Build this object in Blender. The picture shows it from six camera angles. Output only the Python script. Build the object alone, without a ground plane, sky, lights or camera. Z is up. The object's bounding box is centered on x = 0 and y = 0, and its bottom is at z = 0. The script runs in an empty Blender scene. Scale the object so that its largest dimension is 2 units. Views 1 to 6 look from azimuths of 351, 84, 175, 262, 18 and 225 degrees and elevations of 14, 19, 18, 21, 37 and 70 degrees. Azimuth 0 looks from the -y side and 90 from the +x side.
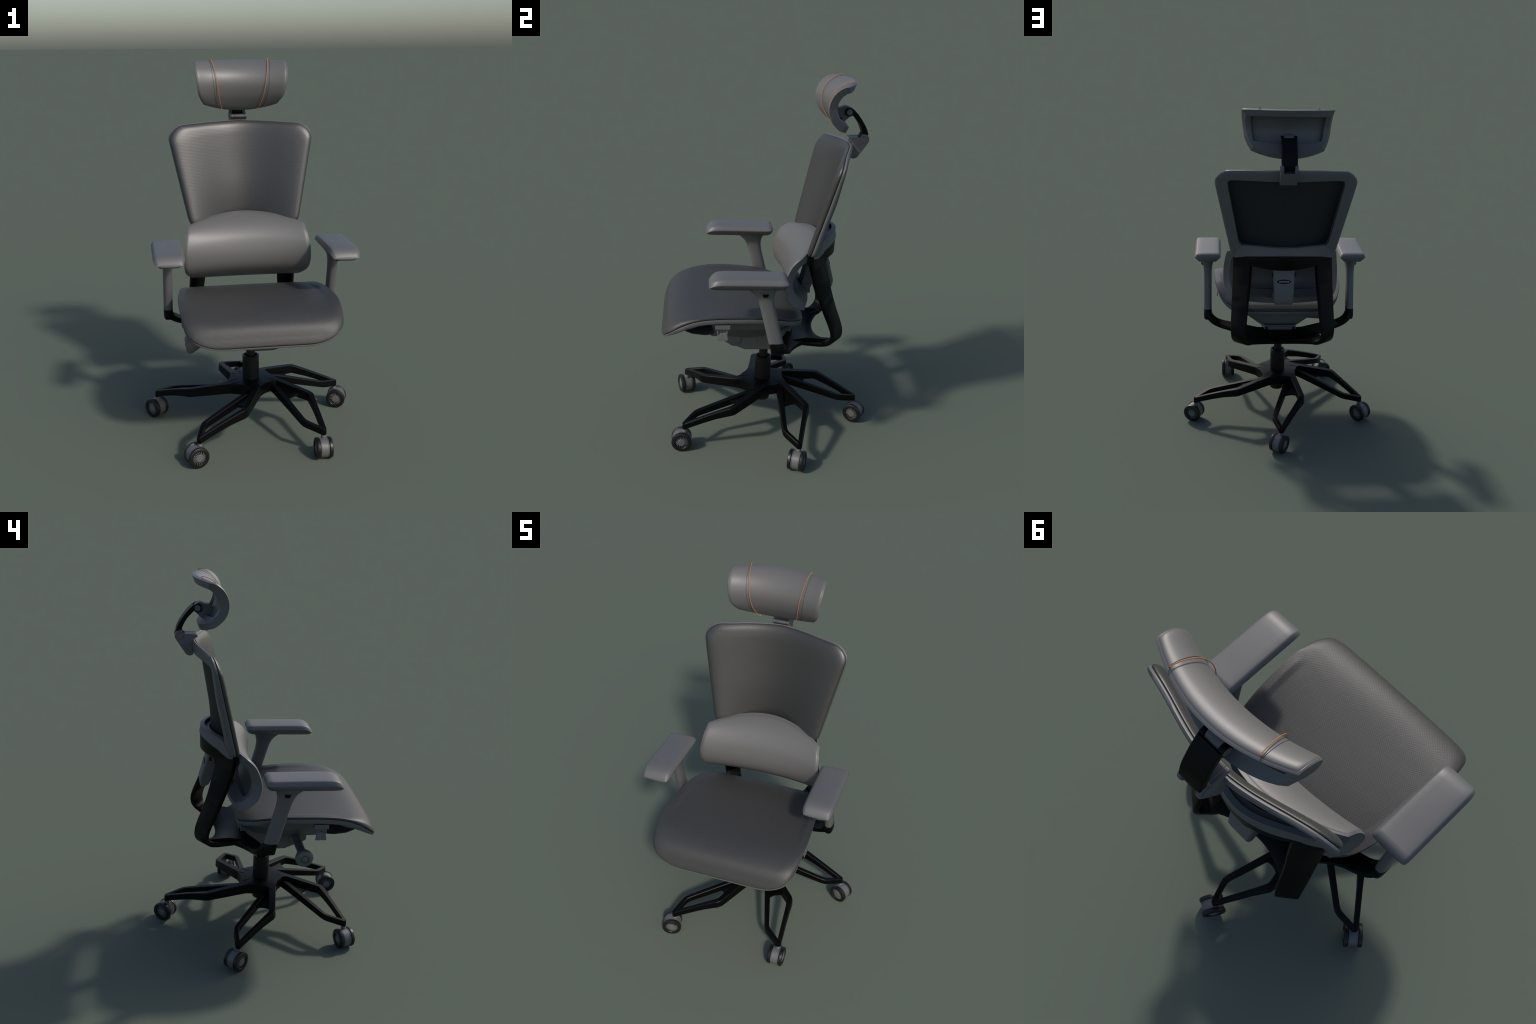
# Ergonomic office chair: star base on twin-wheel casters, gas column, tilt mechanism,
# woven seat, framed mesh backrest, lumbar pad, jointed headrest and post armrests.
import bpy, bmesh, math
from mathutils import Vector, Matrix

X0 = -0.007                     # the chair's plane of symmetry
BASE = Vector((0.0, -0.025, 0.0))   # axis of the column, chair coordinates

# ------------------------------------------------------------------ materials
def new_mat(name, color, rough, spec=0.5):
    m = bpy.data.materials.new(name)
    m.use_nodes = True
    b = m.node_tree.nodes["Principled BSDF"]
    b.inputs["Base Color"].default_value = (*color, 1)
    b.inputs["Roughness"].default_value = rough
    b.inputs["Specular IOR Level"].default_value = spec
    return m, m.node_tree, b

def grain(m, nt, b, scale, strength, dist, color=None, amount=0.0):
    """fine moulded grain: noise bump, and a faint tone variation"""
    tc = nt.nodes.new("ShaderNodeTexCoord")
    no = nt.nodes.new("ShaderNodeTexNoise")
    no.inputs["Scale"].default_value = scale
    no.inputs["Detail"].default_value = 3
    nt.links.new(tc.outputs["Object"], no.inputs["Vector"])
    bu = nt.nodes.new("ShaderNodeBump")
    bu.inputs["Strength"].default_value = strength
    bu.inputs["Distance"].default_value = dist
    nt.links.new(no.outputs["Fac"], bu.inputs["Height"])
    nt.links.new(bu.outputs["Normal"], b.inputs["Normal"])
    if color:
        ra = nt.nodes.new("ShaderNodeValToRGB")
        lo = [c * (1 - amount) for c in color]; hi = [c * (1 + amount) for c in color]
        ra.color_ramp.elements[0].color = (*lo, 1); ra.color_ramp.elements[1].color = (*hi, 1)
        ra.color_ramp.elements[0].position = 0.3; ra.color_ramp.elements[1].position = 0.7
        nt.links.new(no.outputs["Fac"], ra.inputs["Fac"])
        nt.links.new(ra.outputs["Color"], b.inputs["Base Color"])

GREY = (0.112, 0.111, 0.112)
PLASTIC, nt, b = new_mat("grey_plastic", GREY, 0.47, 0.55)
grain(PLASTIC, nt, b, 900, 0.05, 0.0005, GREY, 0.02)
LEATHER, nt, b = new_mat("grey_leather", (0.118, 0.116, 0.114), 0.45, 0.6)
grain(LEATHER, nt, b, 700, 0.06, 0.0006, (0.118, 0.116, 0.114), 0.02)
BLACK, nt, b = new_mat("black_metal", (0.0008, 0.0008, 0.0008), 0.45, 0.18)
grain(BLACK, nt, b, 600, 0.04, 0.0004)
STEEL, nt, b = new_mat("black_steel", (0.006, 0.006, 0.0058), 0.45, 0.35)
grain(STEEL, nt, b, 500, 0.03, 0.0003)
TYRE, nt, b = new_mat("black_rubber", (0.007, 0.0068, 0.0065), 0.4, 0.45)
grain(TYRE, nt, b, 500, 0.05, 0.0004)
DARK, nt, b = new_mat("dark_recess", (0.012, 0.012, 0.013), 0.7, 0.2)
SEAM, nt, b = new_mat("dark_seam", (0.05, 0.049, 0.048), 0.7, 0.2)
CORD, nt, b = new_mat("orange_cord", (0.50, 0.19, 0.075), 0.6, 0.3)
SILVER, nt, b = new_mat("pale_lettering", (0.42, 0.45, 0.47), 0.4, 0.5)

def fabric(name, light, dark, rough, cell, along_y, bump=0.12, spec=0.5):
    """woven cloth of small hexagonal cells: distance to a hexagonal lattice"""
    m, nt, b = new_mat(name, light, rough, spec)
    N, Lk = nt.nodes.new, nt.links.new
    def math_(op, a, c=None):
        n = N("ShaderNodeMath"); n.operation = op
        for i, v in enumerate((a, c)):
            if v is None: continue
            if isinstance(v, (int, float)): n.inputs[i].default_value = v
            else: Lk(v, n.inputs[i])
        return n.outputs[0]
    tc = N("ShaderNodeTexCoord"); mp = N("ShaderNodeMapping")
    mp.inputs["Scale"].default_value = (1 / cell,) * 3
    Lk(tc.outputs["Object"], mp.inputs["Vector"])
    so = N("ShaderNodeSeparateXYZ"); Lk(mp.outputs["Vector"], so.inputs[0])
    # the weave runs over the front roll: measure along y + z on the seat, along z on the back
    cb = N("ShaderNodeCombineXYZ"); Lk(so.outputs[0], cb.inputs[0])
    Lk(math_("ADD", math_("MULTIPLY", so.outputs[1], along_y), so.outputs[2]), cb.inputs[1])
    sp = N("ShaderNodeSeparateXYZ"); Lk(cb.outputs[0], sp.inputs[0])
    R3 = 1.7320508
    def lattice(ox, oy):
        x = math_("SUBTRACT", math_("FLOORED_MODULO", math_("ADD", sp.outputs[0], ox), 1.0), 0.5)
        y = math_("SUBTRACT", math_("FLOORED_MODULO", math_("ADD", sp.outputs[1], oy), R3), R3 / 2)
        ax, ay = math_("ABSOLUTE", x), math_("ABSOLUTE", y)
        return math_("MAXIMUM", ax, math_("ADD", math_("MULTIPLY", ax, 0.5), math_("MULTIPLY", ay, R3 / 2)))
    d = math_("MINIMUM", lattice(0, 0), lattice(0.5, R3 / 2))      # 0 at cell centre, 0.5 at its edge
    ra = N("ShaderNodeValToRGB")
    e = ra.color_ramp.elements
    e[0].position, e[0].color = 0.30, (*light, 1)
    e[1].position, e[1].color = 0.47, (*dark, 1)
    Lk(d, ra.inputs["Fac"])
    Lk(ra.outputs["Color"], b.inputs["Base Color"])
    bu = N("ShaderNodeBump"); bu.inputs["Strength"].default_value = bump
    bu.inputs["Distance"].default_value = 0.0015; bu.invert = True
    Lk(d, bu.inputs["Height"]); Lk(bu.outputs["Normal"], b.inputs["Normal"])
    return m

CLOTH = fabric("woven_seat_cloth", (0.054, 0.0535, 0.053), (0.026, 0.026, 0.026), 0.5, 0.0088, 1.0, 0.3, 0.45)
CLOTH_BACK = fabric("woven_back_cloth", (0.036, 0.036, 0.036), (0.022, 0.022, 0.022), 0.43, 0.0088, 0.0, 0.25, 0.75)  # base darkened below the seat's so the sun highlight down the spine stands out
CLOTH_REAR = fabric("back_lining", (0.015, 0.015, 0.015), (0.010, 0.010, 0.010), 0.7, 0.006, 0.0, 0.1)

# ------------------------------------------------------------------ helpers
def link(o, parent):
    bpy.context.scene.collection.objects.link(o)
    if parent is not None: o.parent = parent
    return o

def mesh_obj(name, verts, faces, mat, parent, angle=35, bevel=0, segs=2):
    me = bpy.data.meshes.new(name)
    me.from_pydata([tuple(v) for v in verts], [], faces)
    me.validate()
    bm = bmesh.new(); bm.from_mesh(me)
    bmesh.ops.recalc_face_normals(bm, faces=bm.faces)
    bm.to_mesh(me); bm.free()
    for m in (mat if isinstance(mat, (list, tuple)) else [mat]): me.materials.append(m)
    finish(me, angle)
    o = link(bpy.data.objects.new(name, me), parent)
    if bevel:
        md = o.modifiers.new("bevel", "BEVEL"); md.width = bevel; md.segments = segs
        md.limit_method = "ANGLE"; md.angle_limit = math.radians(30); md.harden_normals = False
    return o

def finish(me, angle):
    me.polygons.foreach_set("use_smooth", [True] * len(me.polygons))
    me.set_sharp_from_angle(angle=math.radians(angle))
    me.update()

def share(o, name, parent, matrix):
    c = o.copy(); c.name = name
    link(c, parent); c.matrix_local = matrix
    return c

def interp(keys, t):
    """smooth (Catmull-Rom) interpolation through evenly spaced keys, t in 0..1"""
    n = len(keys) - 1
    f = min(max(t, 0), 1) * n; i = min(int(f), n - 1); u = f - i
    k = lambda j: keys[min(max(j, 0), n)]
    p0, p1, p2, p3 = k(i - 1), k(i), k(i + 1), k(i + 2)
    if i == 0: p0 = tuple(2 * a - b_ for a, b_ in zip(p1, p2))
    if i == n - 1: p3 = tuple(2 * a - b_ for a, b_ in zip(p2, p1))
    return tuple(0.5 * (2 * b_ + (c - a) * u + (2 * a - 5 * b_ + 4 * c - d) * u * u + (3 * b_ - a - 3 * c + d) * u ** 3)
                 for a, b_, c, d in zip(p0, p1, p2, p3))

def lin(table, x):
    if x <= table[0][0]: return table[0][1]
    for (a, fa), (b_, fb) in zip(table, table[1:]):
        if x <= b_: return fa + (fb - fa) * (x - a) / (b_ - a)
    return table[-1][1]

def loft(rings, closed=True, caps=True):
    """skin a list of equal-length rings of points"""
    n = len(rings[0]); V = [p for r in rings for p in r]; F = []
    for i in range(len(rings) - 1):
        for j in range(n if closed else n - 1):
            a, b_ = i * n + j, i * n + (j + 1) % n
            F.append((a, b_, b_ + n, a + n))
    if caps:
        F.append(tuple(range(n))[::-1]); F.append(tuple(range((len(rings) - 1) * n, len(rings) * n)))
    return V, F

def merge(parts):
    V, F = [], []
    for v, f in parts:
        o = len(V); V += list(v); F += [tuple(i + o for i in q) for q in f]
    return V, F

def chamfer_rect(w, h, c):
    """closed section: rectangle w x h (half sizes) with cut corners"""
    return [(-w + c, -h), (w - c, -h), (w, -h + c), (w, h - c), (w - c, h), (-w + c, h), (-w, h - c), (-w, -h + c)]

def ribbon(path, c=0.25):
    """strip through (centre, width vector, half width, half thickness) stations"""
    rings = []
    P = [Vector(p[0]) for p in path]
    for i, (p, wv, hw, ht) in enumerate(path):
        t = (P[min(i + 1, len(P) - 1)] - P[max(i - 1, 0)]).normalized()
        w = Vector(wv); w = (w - t * w.dot(t)).normalized(); n = t.cross(w).normalized()
        rings.append([P[i] + w * a + n * b_ for a, b_ in chamfer_rect(hw, ht, min(hw, ht) * c)])
    return loft(rings)

def smooth_ribbon(path, per=4, c=0.3):
    keys = [tuple(p[0]) + tuple(p[1]) + (p[2], p[3]) for p in path]
    n = (len(keys) - 1) * per
    out = []
    for i in range(n + 1):
        k = interp(keys, i / n)
        out.append((k[0:3], k[3:6], k[6], k[7]))
    return ribbon(out, c)

def prism(poly, x0, x1):
    """extrude a (y, z) outline along x"""
    n = len(poly)
    V = [(x0, y, z) for y, z in poly] + [(x1, y, z) for y, z in poly]
    F = [tuple(range(n)), tuple(range(n, 2 * n))] + [(i, (i + 1) % n, n + (i + 1) % n, n + i) for i in range(n)]
    return V, F

def box(cx, cy, cz, hx, hy, hz):
    return prism([(cy - hy, cz - hz), (cy + hy, cz - hz), (cy + hy, cz + hz), (cy - hy, cz + hz)], cx - hx, cx + hx)

def lathe(profile, n=48, axis=None, origin=(0, 0, 0)):
    """revolve (radius, height) about an axis through origin"""
    q = Vector((0, 0, 1)).rotation_difference(Vector(axis or (0, 0, 1)).normalized())
    rings = []
    for r, h in profile:
        rings.append([Vector(origin) + q @ Vector((r * math.cos(2 * math.pi * k / n), r * math.sin(2 * math.pi * k / n), h)) for k in range(n)])
    return loft(rings)

def catmull_loop(pts, per):
    n = len(pts); out = []
    for i in range(n):
        p0, p1, p2, p3 = (Vector(pts[(i + k - 1) % n]) for k in range(4))
        for j in range(per):
            u = j / per
            out.append(0.5 * (2 * p1 + (p2 - p0) * u + (2 * p0 - 5 * p1 + 4 * p2 - p3) * u * u + (3 * p1 - p0 - 3 * p2 + p3) * u ** 3))
    return out

def mirror(parts):
    return [(v, f) for v, f in parts] + [([(-p[0], p[1], p[2]) for p in v], [q[::-1] for q in f]) for v, f in parts]

def empty(name, parent, loc=(0, 0, 0)):
    o = bpy.data.objects.new(name, None); o.empty_display_size = 0.05
    link(o, parent); o.location = loc
    return o

root = empty("office_chair", None, (X0, 0, 0))
root["label"] = "grey ergonomic office chair with mesh back, headrest and black star base"
root["category"] = "office chair"

# ------------------------------------------------------------------ star base
def base_top(r):
    """top of the hub and of the left bars: falls gently to the elbow, then steeper to the tip"""
    return lin([(0, .279), (.11, .276), (.17, .267), (.355, .2405), (.545, .1555)], r)
def low_top(r):
    """top of the right bars, which leave the hub below the plate"""
    return lin([(0, .274), (.12, .256), (.44, .180), (.545, .1555)], r)

def base_bar(pts, width, depth, top):
    """one flat-sided bar of a spoke through plan points, with short chamfers at its elbows"""
    fine = [Vector(pts[0])]
    for a, b_ in zip(pts, pts[1:]):
        a, b_ = Vector(a), Vector(b_); L = (b_ - a).length; e = min(.011, L * .3)
        if a != Vector(pts[0]): fine.append(a.lerp(b_, e / L))
        fine += [a.lerp(b_, u) for u in (.25, .5, .75) if L > .06]
        fine.append(a.lerp(b_, 1 - e / L) if b_ != Vector(pts[-1]) else b_)
    rings = []; n = len(fine)
    for i, p in enumerate(fine):
        t0 = (fine[i] - fine[i - 1]).normalized() if i else None
        t1 = (fine[i + 1] - fine[i]).normalized() if i < n - 1 else None
        t = ((t0 or t1) + (t1 or t0)).normalized()
        mit = 1 / max(.6, t.dot(t1 or t0))
        nrm = Vector((-t.y, t.x)); r = p.length
        w = lin(width, r) / 2 * mit; zt = top(r); zb = zt - lin(depth, r)
        c = 0.003; d = 0.0045                            # edge chamfer, draft towards the top
        sec = [(-w, zb + c), (-w + c, zb), (w - c, zb), (w, zb + c), (w - d + c, zt - c), (w - d, zt), (-w + d, zt), (-w + d - c, zt - c)]
        rings.append([Vector((p.x + nrm.x * a, p.y + nrm.y * a, z)) for a, z in sec])
    return loft(rings)

def spoke_parts():
    left = base_bar([(.03, .04), (.095, .090), (.322, .137), (.346, .123), (.545, .004)],
                    [(0, .06), (.10, .044), (.36, .034), (.40, .028), (.56, .024)],
                    [(0, .06), (.12, .057), (.25, .052), (.355, .046), (.42, .038), (.56, .034)], lambda r: base_top(r) - lin([(.155, .0010), (.18, 0)], r))
    right = base_bar([(.06, .080), (.430, -.034), (.452, -.034), (.545, -.001)],
                     [(0, .038), (.15, .034), (.43, .027), (.56, .024)],
                     [(0, .045), (.15, .043), (.42, .035), (.56, .036)], low_top)
    # web closing the fork near the hub, its free edge a rounded notch
    rings = []
    for k in range(11):
        u = k / 10; e = .026 * abs(2 * u - 1) ** 2.5
        r0, r1 = .075, .246 + e + .012 * u; dz = .012 * u
        def pt(r, z):                                   # between the two bars' centre lines
            return Vector((r, (.080 - .308 * (r - .06)) * (1 - u) + (.090 + .207 * (r - .095)) * u, z))
        rings.append([pt(r0, .210), pt(r1 - .004, .199 + dz), pt(r1, .203 + dz), pt(r1 - .002, .215 + dz), pt((r0 + r1) / 2, .227 + dz), pt(r0, .248)])
    web = loft(rings)
    tip = lathe([(.0, .119), (.012, .119), (.0135, .121), (.0135, .150), (.012, .154), (0, .154)], 20, origin=(.542, .002, 0))
    return merge([left, right, web, tip])

SPOKE_ANGLES = [17 + 72 * k for k in range(5)]
star = empty("star_base", root, tuple(BASE))
spoke_mesh = None
for a in SPOKE_ANGLES:
    M = Matrix.Rotation(math.radians(a), 4, "Z")
    if spoke_mesh is None:
        v, f = spoke_parts()
        spoke_mesh = mesh_obj("spoke", v, f, BLACK, star, 40); spoke_mesh.matrix_local = M
    else:
        share(spoke_mesh, "spoke", star, M)
# hub plate: five lobes that run into the left bars, with notches between
outline = []
for a in SPOKE_ANGLES:
    for r, l in ((.117, -.004), (.118, .028), (.116, .056), (.126, .078), (.150, .092), (.165, .102), (.160, .120), (.10, .108)):
        v = Matrix.Rotation(math.radians(a), 2) @ Vector((r, l)); outline.append(v)
def hub_ring(scale, z, sink=0.0):
    return [Vector((p.x * scale, p.y * scale, (base_top(p.length * scale) - .0006 if z is None else z))) for p in outline]
rings = [hub_ring(.30, .205), hub_ring(.75, .208), hub_ring(.985, .214), hub_ring(1.0, .218), hub_ring(1.0, .262), hub_ring(.993, None), hub_ring(.7, None), hub_ring(.35, None)]
v, f = loft(rings)
mesh_obj("hub", v, f, BLACK, star, 40)
v, f = lathe([(0, .141), (.040, .141), (.044, .146), (.046, .20), (.046, .262), (.0465, .268), (.0465, .279), (0, .279)])
mesh_obj("hub_sleeve", v, f, STEEL, star)

# ------------------------------------------------------------------ gas column
v, f = lathe([(.0, .25), (.0475, .25), (.0475, .262), (.0445, .266), (.0455, .285), (.0455, .392), (.0440, .394), (.0440, .397), (.0455, .399), (.0455, .407), (.044, .4085), (.036, .4085), (.0345, .405), (.0345, .400), (.029, .396), (0, .396)], 64)
mesh_obj("gas_column", [Vector(p) + BASE for p in v], f, STEEL, root, 30)
v, f = lathe([(0, .39), (.0245, .39), (.0245, .5), (0, .5)], 48)
mesh_obj("column_piston", [Vector(p) + BASE for p in v], f, STEEL, root)

# ------------------------------------------------------------------ casters
RW = .0545
def wheel_mesh():
    """tyre with its recess; the axis is +x, outer face at x = .043"""
    v, f = lathe([(0, .022), (.046, .022), (.052, .0235), (RW, .026), (RW, .037), (.0535, .040), (.0505, .042), (.0375, .0425), (.0360, .041), (.0355, .032), (0, .032)], 56, (1, 0, 0))
    return v, f
def cap_mesh():
    """hub cap with 18 curved blades"""
    parts = [lathe([(0, .034), (.0185, .034), (.0195, .0405), (.0185, .0418), (.0165, .0422), (.0160, .0416), (.0155, .0422), (0, .0424)], 40, (1, 0, 0))]
    for k in range(18):
        a0 = 2 * math.pi * k / 18; rings = []
        for i in range(5):
            u = i / 4; r = .018 + .0172 * u; a = a0 + .22 * u * u; h = .0410 - .0035 * u
            hw = .0018 + .0005 * u
            c, s = math.cos(a), math.sin(a)
            p = Vector((0, r * c, r * s)); t = Vector((0, -s, c)) * hw
            rings.append([p - t + Vector((.033, 0, 0)), p + t + Vector((.033, 0, 0)), p + t * .8 + Vector((h, 0, 0)), p - t * .8 + Vector((h, 0, 0))])
        parts.append(loft(rings))
    return merge(parts)
def housing_mesh():
    parts = []
    def cut_disc(r, x0, x1, zc):
        n = 48; prof = []
        for k in range(n):
            a = 2 * math.pi * k / n
            prof.append((r * math.cos(a), max(r * math.sin(a), zc)))
        return prism(prof, x0, x1)
    parts.append(cut_disc(.0500, -.0165, .0165, -.040))
    for s in (-1, 1):
        parts.append(cut_disc(.0485, s * .0165, s * .0180, -.041))
        parts.append(cut_disc(.0512, s * .0180, s * .0212, -.043))
    return merge(parts)
wheel_src = cap_src = housing_src = None
casters = [(17, (.522, .126), 68), (89, (.013, .526), -32), (161, (-.527, .162), 43), (233, (-.350, -.461), -72), (305, (.302, -.485), 0)]
for ang, (wx, wy), axis in casters:
    wx -= X0                                                   # world positions to chair coordinates
    c = empty("caster", root, (wx, wy, RW)); c.rotation_euler = (0, 0, math.radians(axis))
    tip = BASE + Matrix.Rotation(math.radians(ang), 3, "Z") @ Vector((.542, .002, 0))
    stem_l = Matrix.Rotation(-math.radians(axis), 3, "Z") @ (tip - Vector((wx, wy, 0)))
    if housing_src is None:
        v, f = housing_mesh(); housing_src = mesh_obj("caster_housing", v, f, PLASTIC, c, 30)
        v, f = wheel_mesh(); wheel_src = mesh_obj("wheel", v, f, TYRE, c, 35)
        v, f = cap_mesh(); cap_src = mesh_obj("wheel_cap", v, f, PLASTIC, c, 35)
        share(wheel_src, "wheel", c, Matrix.Rotation(math.pi, 4, "Z"))
        share(cap_src, "wheel_cap", c, Matrix.Rotation(math.pi, 4, "Z"))
        v, f = lathe([(0, -.02), (.034, -.02), (.034, .02), (0, .02)], 40, (1, 0, 0), (0, 0, -.012))
        brake_src = mesh_obj("caster_core", v, f, DARK, c)
    else:
        I = Matrix.Identity(4)
        share(housing_src, "caster_housing", c, I); share(brake_src, "caster_core", c, I)
        for k in (0, 1):
            share(wheel_src, "wheel", c, Matrix.Rotation(math.pi * k, 4, "Z"))
            share(cap_src, "wheel_cap", c, Matrix.Rotation(math.pi * k, 4, "Z"))
    v, f = lathe([(0, .02), (.0135, .02), (.0135, .056), (.0115, .058), (.0115, .061), (.0135, .062), (.0135, .066), (0, .066)], 28, origin=(stem_l.x, stem_l.y, 0))
    mesh_obj("caster_stem", v, f, PLASTIC, c)

# ------------------------------------------------------------------ seat
# right half of the rim's upper edge, front centre to rear centre: x, y, z
RIM = [(.0, -.592, .662), (.12, -.592, .662), (.21, -.592, .662), (.268, -.589, .668), (.318, -.581, .684), (.356, -.564, .705), (.381, -.533, .731), (.392, -.49, .759), (.398, -.435, .784),
       (.401, -.37, .799), (.401, -.29, .805), (.396, -.20, .805), (.385, -.10, .801), (.368, -.01, .790), (.343, .06, .773),
       (.309, .105, .758), (.270, .134, .745), (.225, .150, .737), (.12, .153, .736), (.0, .153, .736)]
loop = RIM + [(-x, y, z) for x, y, z in RIM[-2:0:-1]]
rim = catmull_loop(loop, 4)
CEN = Vector((0, -.20, 0))
HC = [(-.60, .672), (-.592, .705), (-.575, .740), (-.54, .772), (-.50, .788), (-.45, .797), (-.38, .800), (-.25, .799), (-.1, .796), (.0, .791), (.08, .783), (.12, .773), (.15, .757), (.17, .745)]
HS = [(-.60, .672), (-.592, .700), (-.575, .735), (-.54, .767), (-.50, .788), (-.45, .804), (-.38, .812), (-.29, .815), (-.2, .814), (-.1, .808), (.0, .798), (.06, .786), (.11, .773), (.15, .756), (.17, .745)]
HW = [(-.60, .26), (-.59, .31), (-.57, .352), (-.535, .38), (-.49, .392), (-.435, .398), (-.37, .401), (-.2, .396), (-.1, .385), (0, .366), (.06, .343), (.11, .309), (.17, .27)]
def sm(table, x, h=.016):
    return (lin(table, x - h) + 2 * lin(table, x) + lin(table, x + h)) / 4
def seat_top(x, y):
    s = min(1, abs(x) / lin(HW, y)); k = s * s
    return sm(HC, y) * (1 - k) + sm(HS, y) * k
def ring_at(r, fn):
    return [fn(CEN.x + (p.x - CEN.x) * r, CEN.y + (p.y - CEN.y) * r, p) for p in rim]
rings = []
rs = [.02, .1, .2, .3, .4, .5, .58, .66, .73, .79, .84, .88, .91, .935, .955, .972, .985, .997, 1.007, 1.011, 1.003]
R0 = .90
for r in rs:
    def fn(x, y, p, r=r):
        h = seat_top(x, y); edge = p.z + .003
        if r > R0:
            u = min(1, (r - R0) / (1.007 - R0)); w = 1 - math.sqrt(max(0, 1 - u ** 2.4))
            he = max(h, edge + .010)
            h = he + (edge + .010 - he) * w
        return Vector((x, y, h))
    rings.append(ring_at(r, fn))
rings[-2] = ring_at(1.011, lambda x, y, p: Vector((x, y, p.z + .007)))
rings[-1] = ring_at(1.008, lambda x, y, p: Vector((x, y, p.z + .0035)))
rings.append(ring_at(.985, lambda x, y, p: Vector((x, y, p.z + .001))))
V, F = loft(rings, caps=False)
F.append(tuple(range(len(rim)))); V.append(Vector((CEN.x, CEN.y, seat_top(0, CEN.y))))
F.pop(); n = len(rim)
F += [(i, (i + 1) % n, len(V) - 1) for i in range(n)]
seat = mesh_obj("seat", V, F, CLOTH, root, 60)
# rim under the cushion
def lip(y): return lin([(-.58, .38), (-.50, 1)], y)
def rimring(r, dz): return ring_at(r, lambda x, y, p: Vector((x, y, p.z + dz * lip(p.y))))
V, F = loft([rimring(.90, -.001), rimring(.985, -.001), rimring(1.002, 0), rimring(1.005, -.003), rimring(1.000, -.021), rimring(.992, -.026), rimring(.93, -.027), rimring(.90, -.024), rimring(.90, -.001)], caps=False)
mesh_obj("seat_rim", V, F, PLASTIC, seat, 40)
def pan(r, drop): return ring_at(r, lambda x, y, p: Vector((x, y, (p.z - .02 * lip(p.y)) * r + (1 - r) * .735 - drop * (1 if p.y > -.5 else .5))))
V, F = loft([pan(.02, 0), pan(.5, 0), pan(.91, 0), pan(.91, .008), pan(.80, .022), pan(.4, .03), pan(.02, .03)])
mesh_obj("seat_pan", V, F, PLASTIC, seat, 40)

# tray hanging under the pan, boat shaped
rings = []
for y, zb, wt, wb in ((-.53, .644, .22, .10), (-.507, .626, .28, .085), (-.47, .603, .31, .07), (-.436, .585, .31, .055), (-.37, .572, .30, .05), (-.32, .572, .29, .05)):
    zt = min(.70, zb + .10)
    rings.append([Vector(p) for p in ((-wt, y, zt), (-wb, y, zb), (wb, y, zb), (wt, y, zt))])
V, F = loft(rings)
tray = mesh_obj("seat_tray", V, F, PLASTIC, root, 30, .006)
rings = []
for y, zb, wt, wb, zm in ((-.33, .575, .235, .105, .66), (-.25, .575, .24, .105, .65), (-.10, .575, .24, .12, .65), (.04, .60, .225, .11, .66), (.115, .640, .195, .10, .67)):
    rings.append([Vector(p) for p in ((-wt, y, .712), (-wt + .01, y, zm + .02), (-wb, y, zb), (wb, y, zb), (wt - .01, y, zm + .02), (wt, y, .712))])
V, F = loft(rings)
mesh_obj("seat_tray", V, F, PLASTIC, root, 30, .006)

# tilt mechanism
mech = [(-.262, .60), (-.262, .545), (-.222, .520), (-.195, .514), (-.140, .491), (.045, .491), (.085, .515), (.115, .56), (.115, .63), (-.20, .63)]
V, F = prism(mech, -.098, .098)
me_ob = mesh_obj("tilt_mechanism", V, F, PLASTIC, root, 30, .006)
parts = []
for s in (-1, 1):
    parts.append(lathe([(0, -.003), (.038, -.003), (.038, .006), (.034, .008), (0, .008)], 32, (s, 0, 0), (s * .098, -.200, .555)))
    for y in (-.075, -.045): parts.append(box(s * .0985, y, .545, .0025, .003, .03))
V, F = merge(parts)
mesh_obj("mechanism_cap", V, F, PLASTIC, me_ob, 30)
V, F = box(0, .100, .602, .075, .022, .020)
mesh_obj("mechanism_hinge", V, F, PLASTIC, me_ob, 30, .003)
V, F = merge([box(s * .083, .100, .602, .006, .020, .018) for s in (-1, 1)])
mesh_obj("hinge_pin", V, F, BLACK, me_ob, 30, .002)

# adjusting lever with a round knob, on the sitter's right
d = Vector((-.262, -.014, -.030)).normalized()
V, F = lathe([(0, 0), (.025, 0), (.024, .10), (.0235, .102), (.0232, .1035), (.0235, .105), (.023, .185), (.027, .195), (.044, .232), (.0495, .246), (.0495, .256), (.046, .264), (.039, .270), (.026, .2715), (.0235, .269), (.0225, .264), (.0205, .264), (.0185, .268), (.013, .2725), (.006, .2745), (0, .275)], 40, d, (-.098, -.192, .585))
mesh_obj("height_lever", V, F, PLASTIC, root, 35)

# depth clips on both sides of the seat rim
def clip_parts(s):
    x = .375
    parts = [box(s * x, -.279, .759, .018, .039, .013)]
    for y in (-.304, -.256): parts.append(box(s * x, y, .734, .010, .005, .018))
    top = [box(s * (x - .002), -.279 + k * .0115, .735, .007, .0105, .010) for k in (-1, 1)]
    flaps = []
    for k in (-1, 1):
        rings = []
        for z, hy, dx in ((.727, .0105, -.002), (.722, .0112, .004), (.712, .0125, .008), (.695, .0138, .012), (.681, .0145, .014)):
            xx = s * (x + dx); cy = -.279 + k * (hy + .0005)
            rings.append([Vector((xx, cy - hy, z)), Vector((xx, cy + hy, z)), Vector((xx - s * .005, cy + hy, z)), Vector((xx - s * .005, cy - hy, z))])
        flaps.append(loft(rings))
    return merge(parts + top + flaps)
for s in (-1, 1):
    V, F = clip_parts(s); mesh_obj("depth_clip", V, F, PLASTIC, seat, 30, .002)

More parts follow.
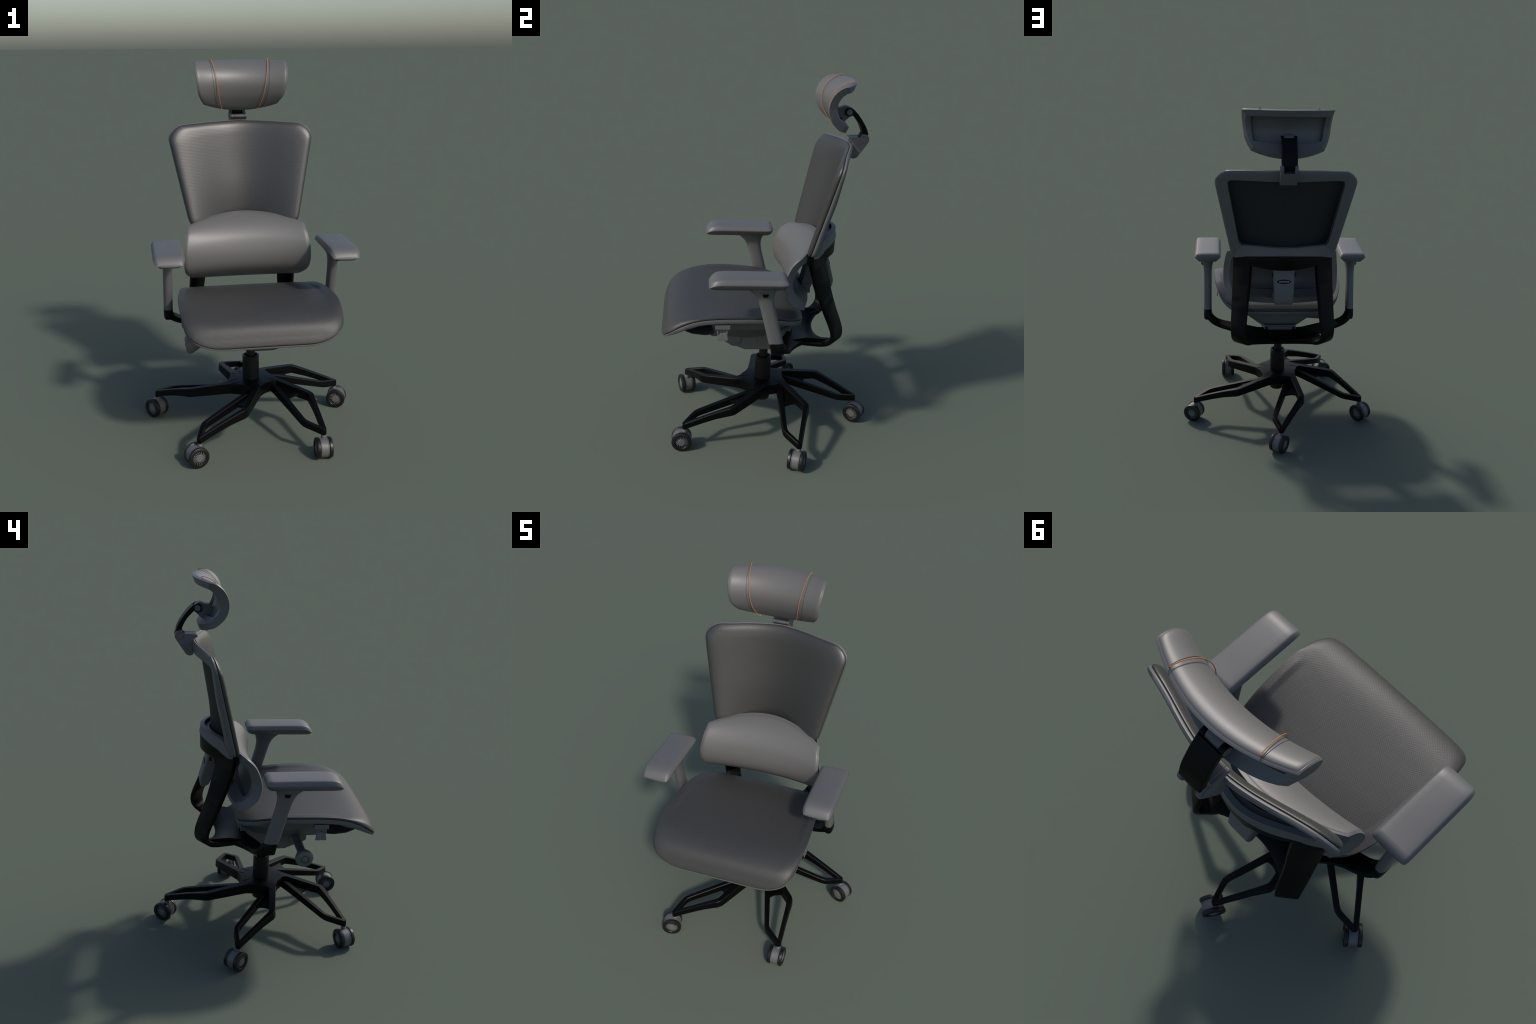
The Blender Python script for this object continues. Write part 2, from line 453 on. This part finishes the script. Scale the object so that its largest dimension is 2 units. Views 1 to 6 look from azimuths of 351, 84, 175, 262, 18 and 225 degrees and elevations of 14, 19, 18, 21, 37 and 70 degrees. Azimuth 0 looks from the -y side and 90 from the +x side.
# ------------------------------------------------------------------ black rear support
def hump_y(s): return .188 + .152 * (1 - s * s)
def hump_z(s): return 1.103 + .052 * (1 - s * s)
rings = []
NS = 28
for i in range(NS + 1):
    s = -1 + 2 * i / NS; k = 1 - s * s
    y, z = hump_y(s), hump_z(s) - .004
    zl = 1.072 - .012 * k ** 2 if abs(s) < .8 else 1.06
    th = .030
    rings.append([Vector((s * .282, yy, zz)) for yy, zz in ((y - th - .02 * k, z), (y - .002, z), (y, z - .006), (y - .002, 1.07), (y - .012, zl), (y - th, zl), (y - th - .005, 1.08))])
parts = [loft(rings)]
def mir(st, s): return [((p[0] * s, p[1], p[2]), (w[0] * s, w[1], w[2]), a, b_) for p, w, a, b_ in st]
def strut(s):
    """band bent to the plan curve of the back: outer corner, inner corner, height, half thickness"""
    band = [((.2825, .170), (.190, .246), 1.100, .017), ((.284, .178), (.192, .254), 1.05, .017), ((.287, .204), (.198, .279), .96, .016), ((.291, .232), (.206, .299), .88, .015), ((.295, .263), (.214, .325), .80, .014),
            ((.299, .296), (.221, .356), .72, .0125), ((.299, .309), (.226, .368), .67, .012), ((.292, .305), (.222, .360), .632, .012), ((.272, .284), (.205, .330), .607, .012), ((.252, .255), (.178, .295), .594, .0115), ((.24, .205), (.155, .235), .592, .011), ((.23, .16), (.14, .18), .591, .010)]
    st = []
    for o_, i_, z, t in band:
        o_, i_ = Vector((*o_, z)), Vector((*i_, z))
        st.append((tuple((o_ + i_) / 2), tuple(o_ - i_), (o_ - i_).length / 2, t))
    return smooth_ribbon(mir(st, s), 4, .22)
def arm_link(s):
    st = [((.08, .170, .586), (.2, 1, -.1), .066, .011), ((.17, .128, .592), (.35, .94, 0), .066, .011), ((.25, .080, .597), (.25, .97, 0), .053, .011), ((.31, .053, .602), (.1, 1, 0), .046, .012),
          ((.36, .041, .611), (.03, 1, 0), .042, .012), ((.40, .031, .627), (0, 1, 0), .040, .013), ((.427, .018, .648), (0, 1, 0), .038, .015), ((.441, .006, .670), (0, 1, 0), .037, .020)]
    return smooth_ribbon(mir(st, s), 4, .3)
rings = []
for i in range(17):                                            # sill joining the feet of both struts, bowed forward in the middle
    s = -1 + i / 8; a = abs(s); x = s * .212
    yb = .246 + .070 * a ** 2.2; zb = .558 + .026 * a ** 2; yf = .098 - .03 * a
    rings.append([Vector(p) for p in ((x, yf, .592), (x, yf + .012, .578), (x, .175, zb + .012), (x, yb - .012, zb), (x, yb, zb + .006), (x, yb + .001, zb + .018), (x, yb - .010, zb + .026), (x, .185, zb + .036), (x, yf + .03, .604), (x, yf + .004, .606))])
parts.append(loft(rings))
for s in (-1, 1): parts += [strut(s), arm_link(s)]
V, F = merge(parts)
support = mesh_obj("rear_support", V, F, BLACK, root, 45)

# ------------------------------------------------------------------ backrest
def back_w(z): return .300 + (z - 1.125) * (.393 - .300) / (1.572 - 1.125)
def bow(s):
    """wrap of the back in plan: a trough at the spine that eases out towards the wings (1 at centre, 0 at the sides)"""
    s = min(1.0, abs(s))
    return .8 * math.cos(math.pi * s / 2) ** 2 + .2 * (1 - s * s)
def back_y(x, z):
    zz = min(max(z, 1.10), 1.66)
    return .169 + .2456 * (z - 1.116) + (.078 + .06 * (1.60 - zz) + .5 * max(0, 1.36 - zz) ** 2) * bow(x / back_w(min(zz, 1.60)))
OUT = [(0, 1.660), (.19, 1.652), (.334, 1.643), (.371, 1.622), (.393, 1.595), (.400, 1.568), (.309, 1.135), (.296, 1.112), (.265, 1.102), (0, 1.102)]
WIN = [(0, 1.592), (.16, 1.590), (.295, 1.586), (.318, 1.583), (.327, 1.573), (.328, 1.555), (.264, 1.215), (.256, 1.193), (.238, 1.180), (0, 1.180)]
CNT = [7, 6, 4, 3, 4, 14, 4, 4, 12]
def sample(poly):
    half = []
    for (a, b_), n in zip(zip(poly, poly[1:]), CNT):
        half += [(a[0] + (b_[0] - a[0]) * j / n, a[1] + (b_[1] - a[1]) * j / n) for j in range(n)]
    half.append(poly[-1])
    for _ in range(1):
        half = [half[0]] + [tuple((half[i - 1][k] + 2 * half[i][k] + half[i + 1][k]) / 4 for k in (0, 1)) for i in range(1, len(half) - 1)] + [half[-1]]
    return half + [(-x, z) for x, z in half[-2:0:-1]]
O, W = sample(OUT), sample(WIN)
def slim(z): return 1 - .38 * min(1, max(0, (z - 1.42) / .16))       # frame gets thinner towards the top
def at(pts, dy, grow=0.0, mixw=None):
    out = []
    for i, (x, z) in enumerate(pts):
        if mixw is not None: x, z = x + (W[i][0] - x) * mixw, z + (W[i][1] - z) * mixw
        if grow:
            v = Vector((x, z - 1.37)); v = v * (1 + grow / v.length); x, z = v.x, v.y + 1.37
        out.append(Vector((x, back_y(x, z) + (dy * slim(z) if dy > 0 else dy), z)))
    return out
V, F = loft([at(O, .001, -.02), at(O, .001, -.003), at(O, .004), at(O, .014, .0015), at(O, .026, -.003), at(O, .031, -.010), at(O, .032, 0, .5), at(W, .031, .006), at(W, .028, .001), at(W, .001, 0), at(W, -.014, -.002), at(W, -.015, .02)], caps=False)
n = len(O); m = 11
F += [(i, (i + 1) % n, m * n + (i + 1) % n, m * n + i) for i in range(n)]
back = mesh_obj("backrest", V, F, PLASTIC, root, 40)
def sheet(r, dy):
    out = []
    for x, z in O:
        xx, zz = x * r, 1.37 + (z - 1.37) * r
        out.append(Vector((xx, back_y(xx, zz) + dy, zz)))
    return out
edge = [(.85, -.0275), (.89, -.0272), (.92, -.026), (.945, -.0238), (.965, -.0205), (.981, -.016), (.990, -.011), (.993, -.006), (.990, -.002), (.975, .0005)]
def crown(z): return .009 * max(0, (z - 1.53) / .12) ** 2        # the cloth rolls back towards the top edge
def cloth_depth(r): return lin([(0, -.0255), (.4, -.026), (.7, -.0275), (.85, -.0275)], r)
def quilt(scale, depth):
    """interior of the outline as a regular grid (blend of its four sides), so the cloth has no pole"""
    a, b_ = 36, 22; N_ = len(O)
    ring = [(x * scale, 1.37 + (z - 1.37) * scale) for x, z in O]
    g = lambda k: k % N_
    top = [g(18 - k) for k in range(a + 1)]; right = [g(18 + k) for k in range(b_ + 1)]
    bot = [g(40 + k) for k in range(a + 1)]; left = [g(-18 - k) for k in range(b_ + 1)]
    V, idx = [], {}
    for v in range(b_ + 1):
        for u in range(a + 1):
            fu, fv = u / a, v / b_
            T, B, R, L = (Vector(ring[q]) for q in (top[u], bot[u], right[v], left[v]))
            c00, c10, c01, c11 = (Vector(ring[q]) for q in (right[0], left[0], right[-1], left[-1]))
            p = T * (1 - fv) + B * fv + R * (1 - fu) + L * fu - (c00 * (1 - fu) * (1 - fv) + c10 * fu * (1 - fv) + c01 * (1 - fu) * fv + c11 * fu * fv)
            r = scale * (abs(2 * fu - 1) ** 4 + abs(2 * fv - 1) ** 4) ** .25
            key = top[u] if v == 0 else bot[u] if v == b_ else right[v] if u == 0 else left[v] if u == a else None
            d_ = depth(scale) if key is not None else depth(min(r, scale))
            idx[(u, v)] = len(V) + N_ if key is None else key
            if key is None: V.append(Vector((p.x, back_y(p.x, p.y) + d_ + (crown(p.y) if d_ < -.02 else 0), p.y)))
    F = [(idx[(u, v)], idx[(u + 1, v)], idx[(u + 1, v + 1)], idx[(u, v + 1)]) for v in range(b_) for u in range(a)]
    return V, F
rings = [[p + Vector((0, crown(p.z) * min(1, max(0, -d_ / .020)), 0)) for p in sheet(r, d_)] for r, d_ in edge]
V, F = quilt(.85, cloth_depth)
V2, F2 = loft(rings, caps=False)
shift = len(V)
V = V2[:n] + V + V2[n:]
F += [tuple(q if q < n else q + shift for q in f_) for f_ in F2]
mesh_obj("back_cloth", V, F, CLOTH_BACK, back, 60)
V, F = quilt(.96, lambda r: lin([(.7, -.020), (.85, -.016), (.93, -.002)], r))
V = sheet(.96, -.001) + V
mesh_obj("back_lining", V, F, CLOTH_REAR, back, 60)
# ledge that swells out behind the lower frame and caps the support
rings = []
for i in range(NS + 1):
    s = -1 + 2 * i / NS; k = 1 - s * s; x = s * .286
    yo, zo = hump_y(s) + .003, hump_z(s)
    zt = 1.182 + .018 * k - (0 if abs(s) < .84 else .055 * ((abs(s) - .84) / .16) ** 1.5)
    yi = back_y(x, zt)
    rings.append([Vector(p) for p in ((x, yi + .012, zo - .01), (x, yi + .012, zt), (x, yi + .034, zt - .002), (x, max(yo - .008, yi + .035), zo + .016), (x, max(yo, yi + .036), zo + .006), (x, max(yo, yi + .036), zo - .002), (x, yo - .004, zo - .005))])
V, F = loft(rings)
mesh_obj("back_ledge", V, F, PLASTIC, back, 40)

# ------------------------------------------------------------------ curved pads (headrest, lumbar)
class Pad:
    """C-shaped panel: end profile keys (y, z, half width, forward sag at the centre, centre lift)"""
    def __init__(self, keys): self.keys = keys
    def p(self, s, t):
        y, z, w, c, dz = interp(self.keys, t); k = 1 - s * s
        return Vector((s * w, y + c * k, z + dz * k))
    def n(self, s, t):
        e = .004; s0 = min(max(s, -.99), .99); t0 = min(max(t, .004), .996)
        a = self.p(s0 + e, t0) - self.p(s0 - e, t0); b_ = self.p(s0, t0 + e) - self.p(s0, t0 - e)
        v = b_.cross(a).normalized()
        y0, z0 = self.keys[0][:2]
        d_ = b_.copy(); back_dir = Vector((0, -d_.z, d_.y))
        return v if v.dot(back_dir) > 0 else -v
    def off(self, s, t, d_): return self.p(s, t) + self.n(s, t) * d_

def panel(S, T, front, rear, close=True):
    """closed slab from a front and a rear grid over the same parameters"""
    ns, ntt = len(S), len(T)
    V = [front(s, t) for t in T for s in S] + [rear(s, t) for t in T for s in S]
    F = []; o = ns * ntt
    for i in range(ntt - 1):
        for j in range(ns - 1):
            a = i * ns + j
            F += [(a, a + 1, a + ns + 1, a + ns), (o + a, o + a + ns, o + a + ns + 1, o + a + 1)]
    rimi = [j for j in range(ns)] + [i * ns + ns - 1 for i in range(1, ntt)] + [(ntt - 1) * ns + j for j in range(ns - 2, -1, -1)] + [i * ns for i in range(ntt - 2, 0, -1)]
    m = len(rimi)
    F += [(rimi[i], o + rimi[i], o + rimi[(i + 1) % m], rimi[(i + 1) % m]) for i in range(m)]
    return V, F

def lattice(marks, step):
    out = []
    for a, b_ in zip(marks, marks[1:]):
        k = max(1, int(round((b_ - a) / step))); out += [a + (b_ - a) * j / k for j in range(k)]
    return out + [marks[-1]]

def build_pad(name, pad, parent, thick, inner, sw, t0, t1, cs, ct0, ct1, inset_s, inset_t, puff):
    S = lattice([-1, -.985, -sw - .02, -sw, sw, sw + .02, .985, 1], .07)
    T = lattice([0, .02, t0 - .03, t0, t1, t1 + .035, .98, 1], .05)
    def depth(s, t):
        def ramp(v, a, b_): return min(1, max(0, (v - a) / (b_ - a)))
        win = ramp(sw + .02 - abs(s), 0, .02) * ramp(t, t0 - .03, t0) * ramp(t1 + .035 - t, 0, .035)
        return thick + (inner - thick) * win
    def front(s, t):
        e = max(0, abs(s) - .985) / .015 + max(0, .02 - t) / .02 + max(0, t - .98) / .02
        return pad.off(s, t, .004 * min(1, e))
    def rear(s, t):
        return pad.off(s * cs, ct0 + t * (ct1 - ct0), depth(s, t))
    V, F = panel(S, T, front, rear)
    shell = mesh_obj(name, V, F, PLASTIC, parent, 38)
    # upholstery
    S2 = lattice([-1, -.993, -.975, -.94, .94, .975, .993, 1], .06); T2 = lattice([0, .008, .03, .06, .94, .97, .992, 1], .04)
    def f2(s, t):
        e = min(1 - abs(s), .04) / .04; g = min(t, 1 - t, .05) / .05
        h = puff * math.sqrt(max(0, 1 - (1 - e) ** 2)) * math.sqrt(max(0, 1 - (1 - g) ** 2))
        return pad.off(s * (1 - inset_s), inset_t + t * (1 - 2 * inset_t), .002 - h)
    def r2(s, t): return pad.off(s * (1 - inset_s), inset_t + t * (1 - 2 * inset_t), .006)
    V, F = panel(S2, T2, f2, r2)
    mesh_obj(name + "_cushion", V, F, LEATHER, shell, 60)
    return shell

def tube(points, r, sides=8, closed_ends=True):
    rings = []; n = len(points)
    up = Vector((1, 0, 0))
    for i, p in enumerate(points):
        t = (points[min(i + 1, n - 1)] - points[max(i - 1, 0)]).normalized()
        a = (up - t * up.dot(t)).normalized(); b_ = t.cross(a)
        rings.append([p + (a * math.cos(2 * math.pi * k / sides) + b_ * math.sin(2 * math.pi * k / sides)) * r for k in range(sides)])
    return loft(rings)

LUMBAR = Pad([(.116, 1.114, .325, .124, .056), (.074, 1.076, .333, .084, .048), (.050, 1.032, .340, .052, .030), (.036, .985, .346, .042, .012), (.037, .935, .348, .036, .004),
              (.056, .884, .345, .032, .004), (.096, .842, .331, .036, -.002), (.148, .812, .296, .040, -.010)])
lumbar = build_pad("lumbar_support", LUMBAR, root, .038, .012, .86, .17, .80, .88, .05, .97, .016, .018, .006)
HEAD = Pad([(.318, 1.981, .254, .074, .006), (.282, 1.972, .254, .066, .006), (.246, 1.943, .252, .056, .004), (.225, 1.904, .248, .048, 0), (.219, 1.860, .243, .046, -.004),
            (.231, 1.815, .236, .050, -.012), (.256, 1.781, .224, .053, -.022), (.296, 1.747, .203, .053, -.036)])
head = build_pad("headrest", HEAD, root, .036, .010, .86, .16, .80, .89, .055, .965, .018, .022, .005)

# seams and orange cords on the headrest
def head_line(s0, s1, d_, t0=.035, t1=.965, n=60):
    return [HEAD.off(s0 + (s1 - s0) * (i / n), t0 + (t1 - t0) * i / n, d_) for i in range(n + 1)]
for sg in (-1, 1):
    V, F = tube(head_line(sg * .655, sg * .60, -.0030), .0010, 6)
    mesh_obj("headrest_seam", V, F, SEAM, head)
    pts = head_line(sg * .63, sg * .49, -.0125, .03, .97, 90)
    pts = [HEAD.off(sg * .64, .045, -.002), HEAD.off(sg * .635, .028, -.009)] + pts + [HEAD.off(sg * .485, .985, -.010), HEAD.off(sg * .48, .975, -.002)]
    # resample and twist two strands
    fine = []
    for a, b_ in zip(pts, pts[1:]):
        k = max(1, int((b_ - a).length / .0008)); fine += [a.lerp(b_, j / k) for j in range(k)]
    strands = []
    for ph in (0, math.pi):
        L = 0; q = []
        for i, p in enumerate(fine):
            t = (fine[min(i + 1, len(fine) - 1)] - fine[max(i - 1, 0)]).normalized()
            a = (Vector((1, 0, 0)) - t * t.x).normalized(); c = t.cross(a)
            if i: L += (p - fine[i - 1]).length
            w = 2 * math.pi * L / .010 + ph
            q.append(p + (a * math.cos(w) + c * math.sin(w)) * .0008)
        strands.append(tube(q, .0010, 6))
    V, F = merge(strands)
    mesh_obj("headrest_cord", V, F, CORD, head, 60)

# ------------------------------------------------------------------ headrest joint
def disc_poly(cy, cz, r, a0, a1, n=14):
    return [(cy + r * math.cos(math.radians(a0 + (a1 - a0) * i / n)), cz + r * math.sin(math.radians(a0 + (a1 - a0) * i / n))) for i in range(n + 1)]
body = [(.362, 1.688), (.362, 1.676), (.388, 1.662), (.382, 1.585), (.402, 1.578), (.420, 1.586)] + disc_poly(.449, 1.680, .030, -38, 100, 10) + [(.432, 1.690), (.405, 1.690)]
low = [(.388, 1.662), (.382, 1.585), (.402, 1.578), (.420, 1.5855), (.4690, 1.6555), (.446, 1.660), (.405, 1.682)]
V, F = merge([prism(body, -.046, -.029), prism(body, .029, .046), prism(low, -.0465, .0465), prism([(.362, 1.688), (.362, 1.676), (.388, 1.662), (.382, 1.585), (.402, 1.578), (.419, 1.587), (.4665, 1.655), (.440, 1.658), (.428, 1.690)], -.030, .030)])
mount = mesh_obj("headrest_mount", V, F, PLASTIC, root, 30, .003)
V, F = merge([lathe([(.0, 0), (.0185, 0), (.0185, .0012), (.0178, .0014), (.0172, .0006), (.0166, .0014), (.016, .0026), (0, .0028)], 28, (s, 0, 0), (s * .0462, .449, 1.680)) for s in (-1, 1)])
mesh_obj("pivot_cap", V, F, PLASTIC, mount)
st = [((0, .449, 1.676), (1, 0, 0), .0285, .014), ((0, .459, 1.700), (1, 0, 0), .0285, .015), ((0, .448, 1.738), (1, 0, 0), .0285, .0125), ((0, .428, 1.772), (1, 0, 0), .0285, .011), ((0, .404, 1.802), (1, 0, 0), .0285, .012), ((0, .378, 1.828), (1, 0, 0), .0285, .012)]
st2 = [(p, w, .044, t) for p, w, h, t in st[1:]]
st2[0] = ((0, .461, 1.704), (1, 0, 0), .043, .013)
parts = [smooth_ribbon(st[:3], 4, .3), smooth_ribbon(st2, 4, .3)]
for s in (-1, 1): parts.append(lathe([(0, 0), (.022, 0), (.0225, .002), (.0225, .014), (.021, .0155), (0, .0155)], 32, (s, 0, 0), (s * .029, .364, 1.822)))
V, F = merge(parts)
arm = mesh_obj("headrest_arm", V, F, BLACK, root, 40)
V, F = merge([lathe([(0, 0), (.0155, 0), (.0155, .0015), (.0145, .0022), (0, .0022)], 28, (s, 0, 0), (s * .0443, .364, 1.822)) for s in (-1, 1)])
mesh_obj("pivot_cap", V, F, PLASTIC, arm)
clamp = disc_poly(.352, 1.820, .030, -35, 130, 12) + [(.300, 1.838), (.278, 1.815), (.290, 1.785), (.325, 1.772), (.345, 1.772)]
V, F = prism(clamp, -.0275, .0275)
mesh_obj("headrest_clamp", V, F, PLASTIC, head, 30, .003)

# ------------------------------------------------------------------ lumbar carrier with badge
cover = [(.268, 1.062), (.300, 1.055), (.312, 1.000), (.341, .895), (.338, .862), (.326, .850), (.298, .868), (.264, .915), (.250, .985)]
rings = []
for x, k in ((-.064, .0), (-.060, .55), (-.054, 1), (.054, 1), (.060, .55), (.064, .0)):
    ring = []
    for y, z in cover:
        f_ = 1 - .16 * (1.06 - z) / .21
        ring.append(Vector((x * f_, y - (1 - k) * .008 * (1 if y > .29 else -1), z)))
    rings.append(ring)
V, F = loft(rings)
carrier = mesh_obj("lumbar_carrier", V, F, PLASTIC, root, 30, .003)
V, F = merge([prism([(.192, 1.0), (.235, 1.03), (.275, 1.03), (.270, .96), (.235, .90), (.216, .85), (.205, .815), (.172, .822), (.162, .87)], -.05, .05), box(0, .188, .845, .056, .026, .026)])
mesh_obj("lumbar_link", V, F, PLASTIC, carrier, 30, .003)
V, F = merge([box(s * .0655, .285, 1.020, .003, .006, .011) for s in (-1, 1)])
mesh_obj("side_slot", V, F, DARK, carrier)
# badge plate: slope of the cover's rear face
fa, fb = Vector((0, .312, 1.000)), Vector((0, .341, .895))
dn = (fb - fa).normalized(); nrm = Vector((0, -dn.z, dn.y)); up = -dn
o = fa + dn * .012 + nrm * .0005
def on_cover(x, h, d_): return o + Vector((x, 0, 0)) + up * h + nrm * d_
def oval(k, d_): return [on_cover(.040 * k * math.cos(a), .0125 * k * math.sin(a), d_) for a in [2 * math.pi * i / 48 for i in range(48)]]
V, F = loft([oval(1, -.004), oval(1, .0015), oval(.96, .0025), oval(.90, .0025), oval(.88, .0012), oval(.3, .0012)])
badge = mesh_obj("badge_plate", V, F, BLACK, carrier, 30)
tx = bpy.data.curves.new("badge_lettering", "FONT")
tx.body = "COUGAR"; tx.size = .0125; tx.align_x = "CENTER"; tx.align_y = "CENTER"; tx.extrude = .0006; tx.offset = .0003; tx.shear = .15
lett = link(bpy.data.objects.new("badge_lettering", tx), carrier)
tx.materials.append(SILVER)
Mx = Matrix((Vector((-1, 0, 0)), up, nrm)).transposed().to_4x4()
Mx.translation = on_cover(0, 0, .0020)
lett.matrix_local = Mx @ Matrix.Diagonal((1.12, .80, 1, 1))

# ------------------------------------------------------------------ armrests
def pad_section(zt, zb, w):
    h = zt - zb
    half = [(.0, zb), (.045 * w, zb), (.051 * w, zb + .03 * h), (.0745 * w, zb + .45 * h), (.079 * w, zb + .54 * h), (.080 * w, zb + .60 * h), (.0787 * w, zb + .66 * h),
            (.0695 * w, zb + .93 * h), (.0665 * w, zb + .98 * h), (.062 * w, zt), (.04 * w, zt + .001), (0, zt + .0015)]
    return half + [(-x, z) for x, z in half[-2:0:-1]]
stations = [(.0385, 1.047, 1.031, .86), (.036, 1.0515, 1.024, .93), (.028, 1.058, 1.015, .98), (.018, 1.0635, 1.0085, 1.0), (.004, 1.0630, 1.004, 1.0), (-.08, 1.0640, 1.003, 1.0), (-.18, 1.0650, 1.003, 1.0),
            (-.250, 1.0650, 1.003, 1.0), (-.285, 1.0645, 1.003, 1.0), (-.305, 1.0625, 1.003, .99), (-.322, 1.0575, 1.003, .97), (-.336, 1.0490, 1.0035, .935), (-.346, 1.0380, 1.0055, .885), (-.3525, 1.0280, 1.0095, .83), (-.356, 1.0210, 1.0150, .77)]
rings = [[Vector((x, y, z)) for x, z in pad_section(zt, zb, w)] for y, zt, zb, w in stations]
PV, PF = loft(rings)
def oval_ring(cy, z, hx, hy, tilt=0.0, n=28):
    out = []
    for k in range(n):
        a = 2 * math.pi * k / n; c, s = math.cos(a), math.sin(a)
        e = .75
        x = hx * math.copysign(abs(c) ** e, c); y = hy * math.copysign(abs(s) ** e, s)
        out.append(Vector((x, cy + y, z + y * tilt)))
    return out
post = [(-.006, .694, .0240, .0390), (-.026, .77, .0242, .0385), (-.044, .84, .0243, .0385), (-.060, .90, .0245, .0385), (-.067, .93, .0255, .041), (-.073, .955, .028, .047), (-.079, .975, .033, .057), (-.085, .990, .041, .070), (-.089, 1.0, .050, .080), (-.090, 1.006, .052, .084)]
QV, QF = loft([oval_ring(*p) for p in post])
sleeve = [(.004, .636, .0200, .034), (.007, .646, .0235, .0385), (.004, .668, .0246, .0395), (-.006, .699, .0247, .0398), (-.006, .701, .023, .037)]
SV, SF = loft([oval_ring(*p) for p in sleeve])
btn = None
first = None
for s in (-1, 1):
    a = empty("armrest", root, (s * .4435, 0, 0))
    if first is None:
        pad_o = mesh_obj("arm_pad", PV, PF, PLASTIC, a, 60)
        post_o = mesh_obj("arm_post", QV, QF, PLASTIC, a, 50)
        sl_o = mesh_obj("arm_sleeve", SV, SF, BLACK, a, 40)
        first = a
    else:
        for o_, n_ in ((pad_o, "arm_pad"), (post_o, "arm_post"), (sl_o, "arm_sleeve")): share(o_, n_, a, Matrix.Identity(4))
    rings = []
    for xx, k in ((.024, 1.0), (.036, 1.0), (.0385, .9)):
        rings.append([Vector((s * (xx + (z - .968) * .35), -.074 + y * k, .968 + (z - .968) * k)) for y, z in ((-.0165, .977), (.0165, .977), (.010, .960), (-.010, .960))])
    V, F = loft(rings)
    mesh_obj("arm_button", V, F, BLACK, a, 30)
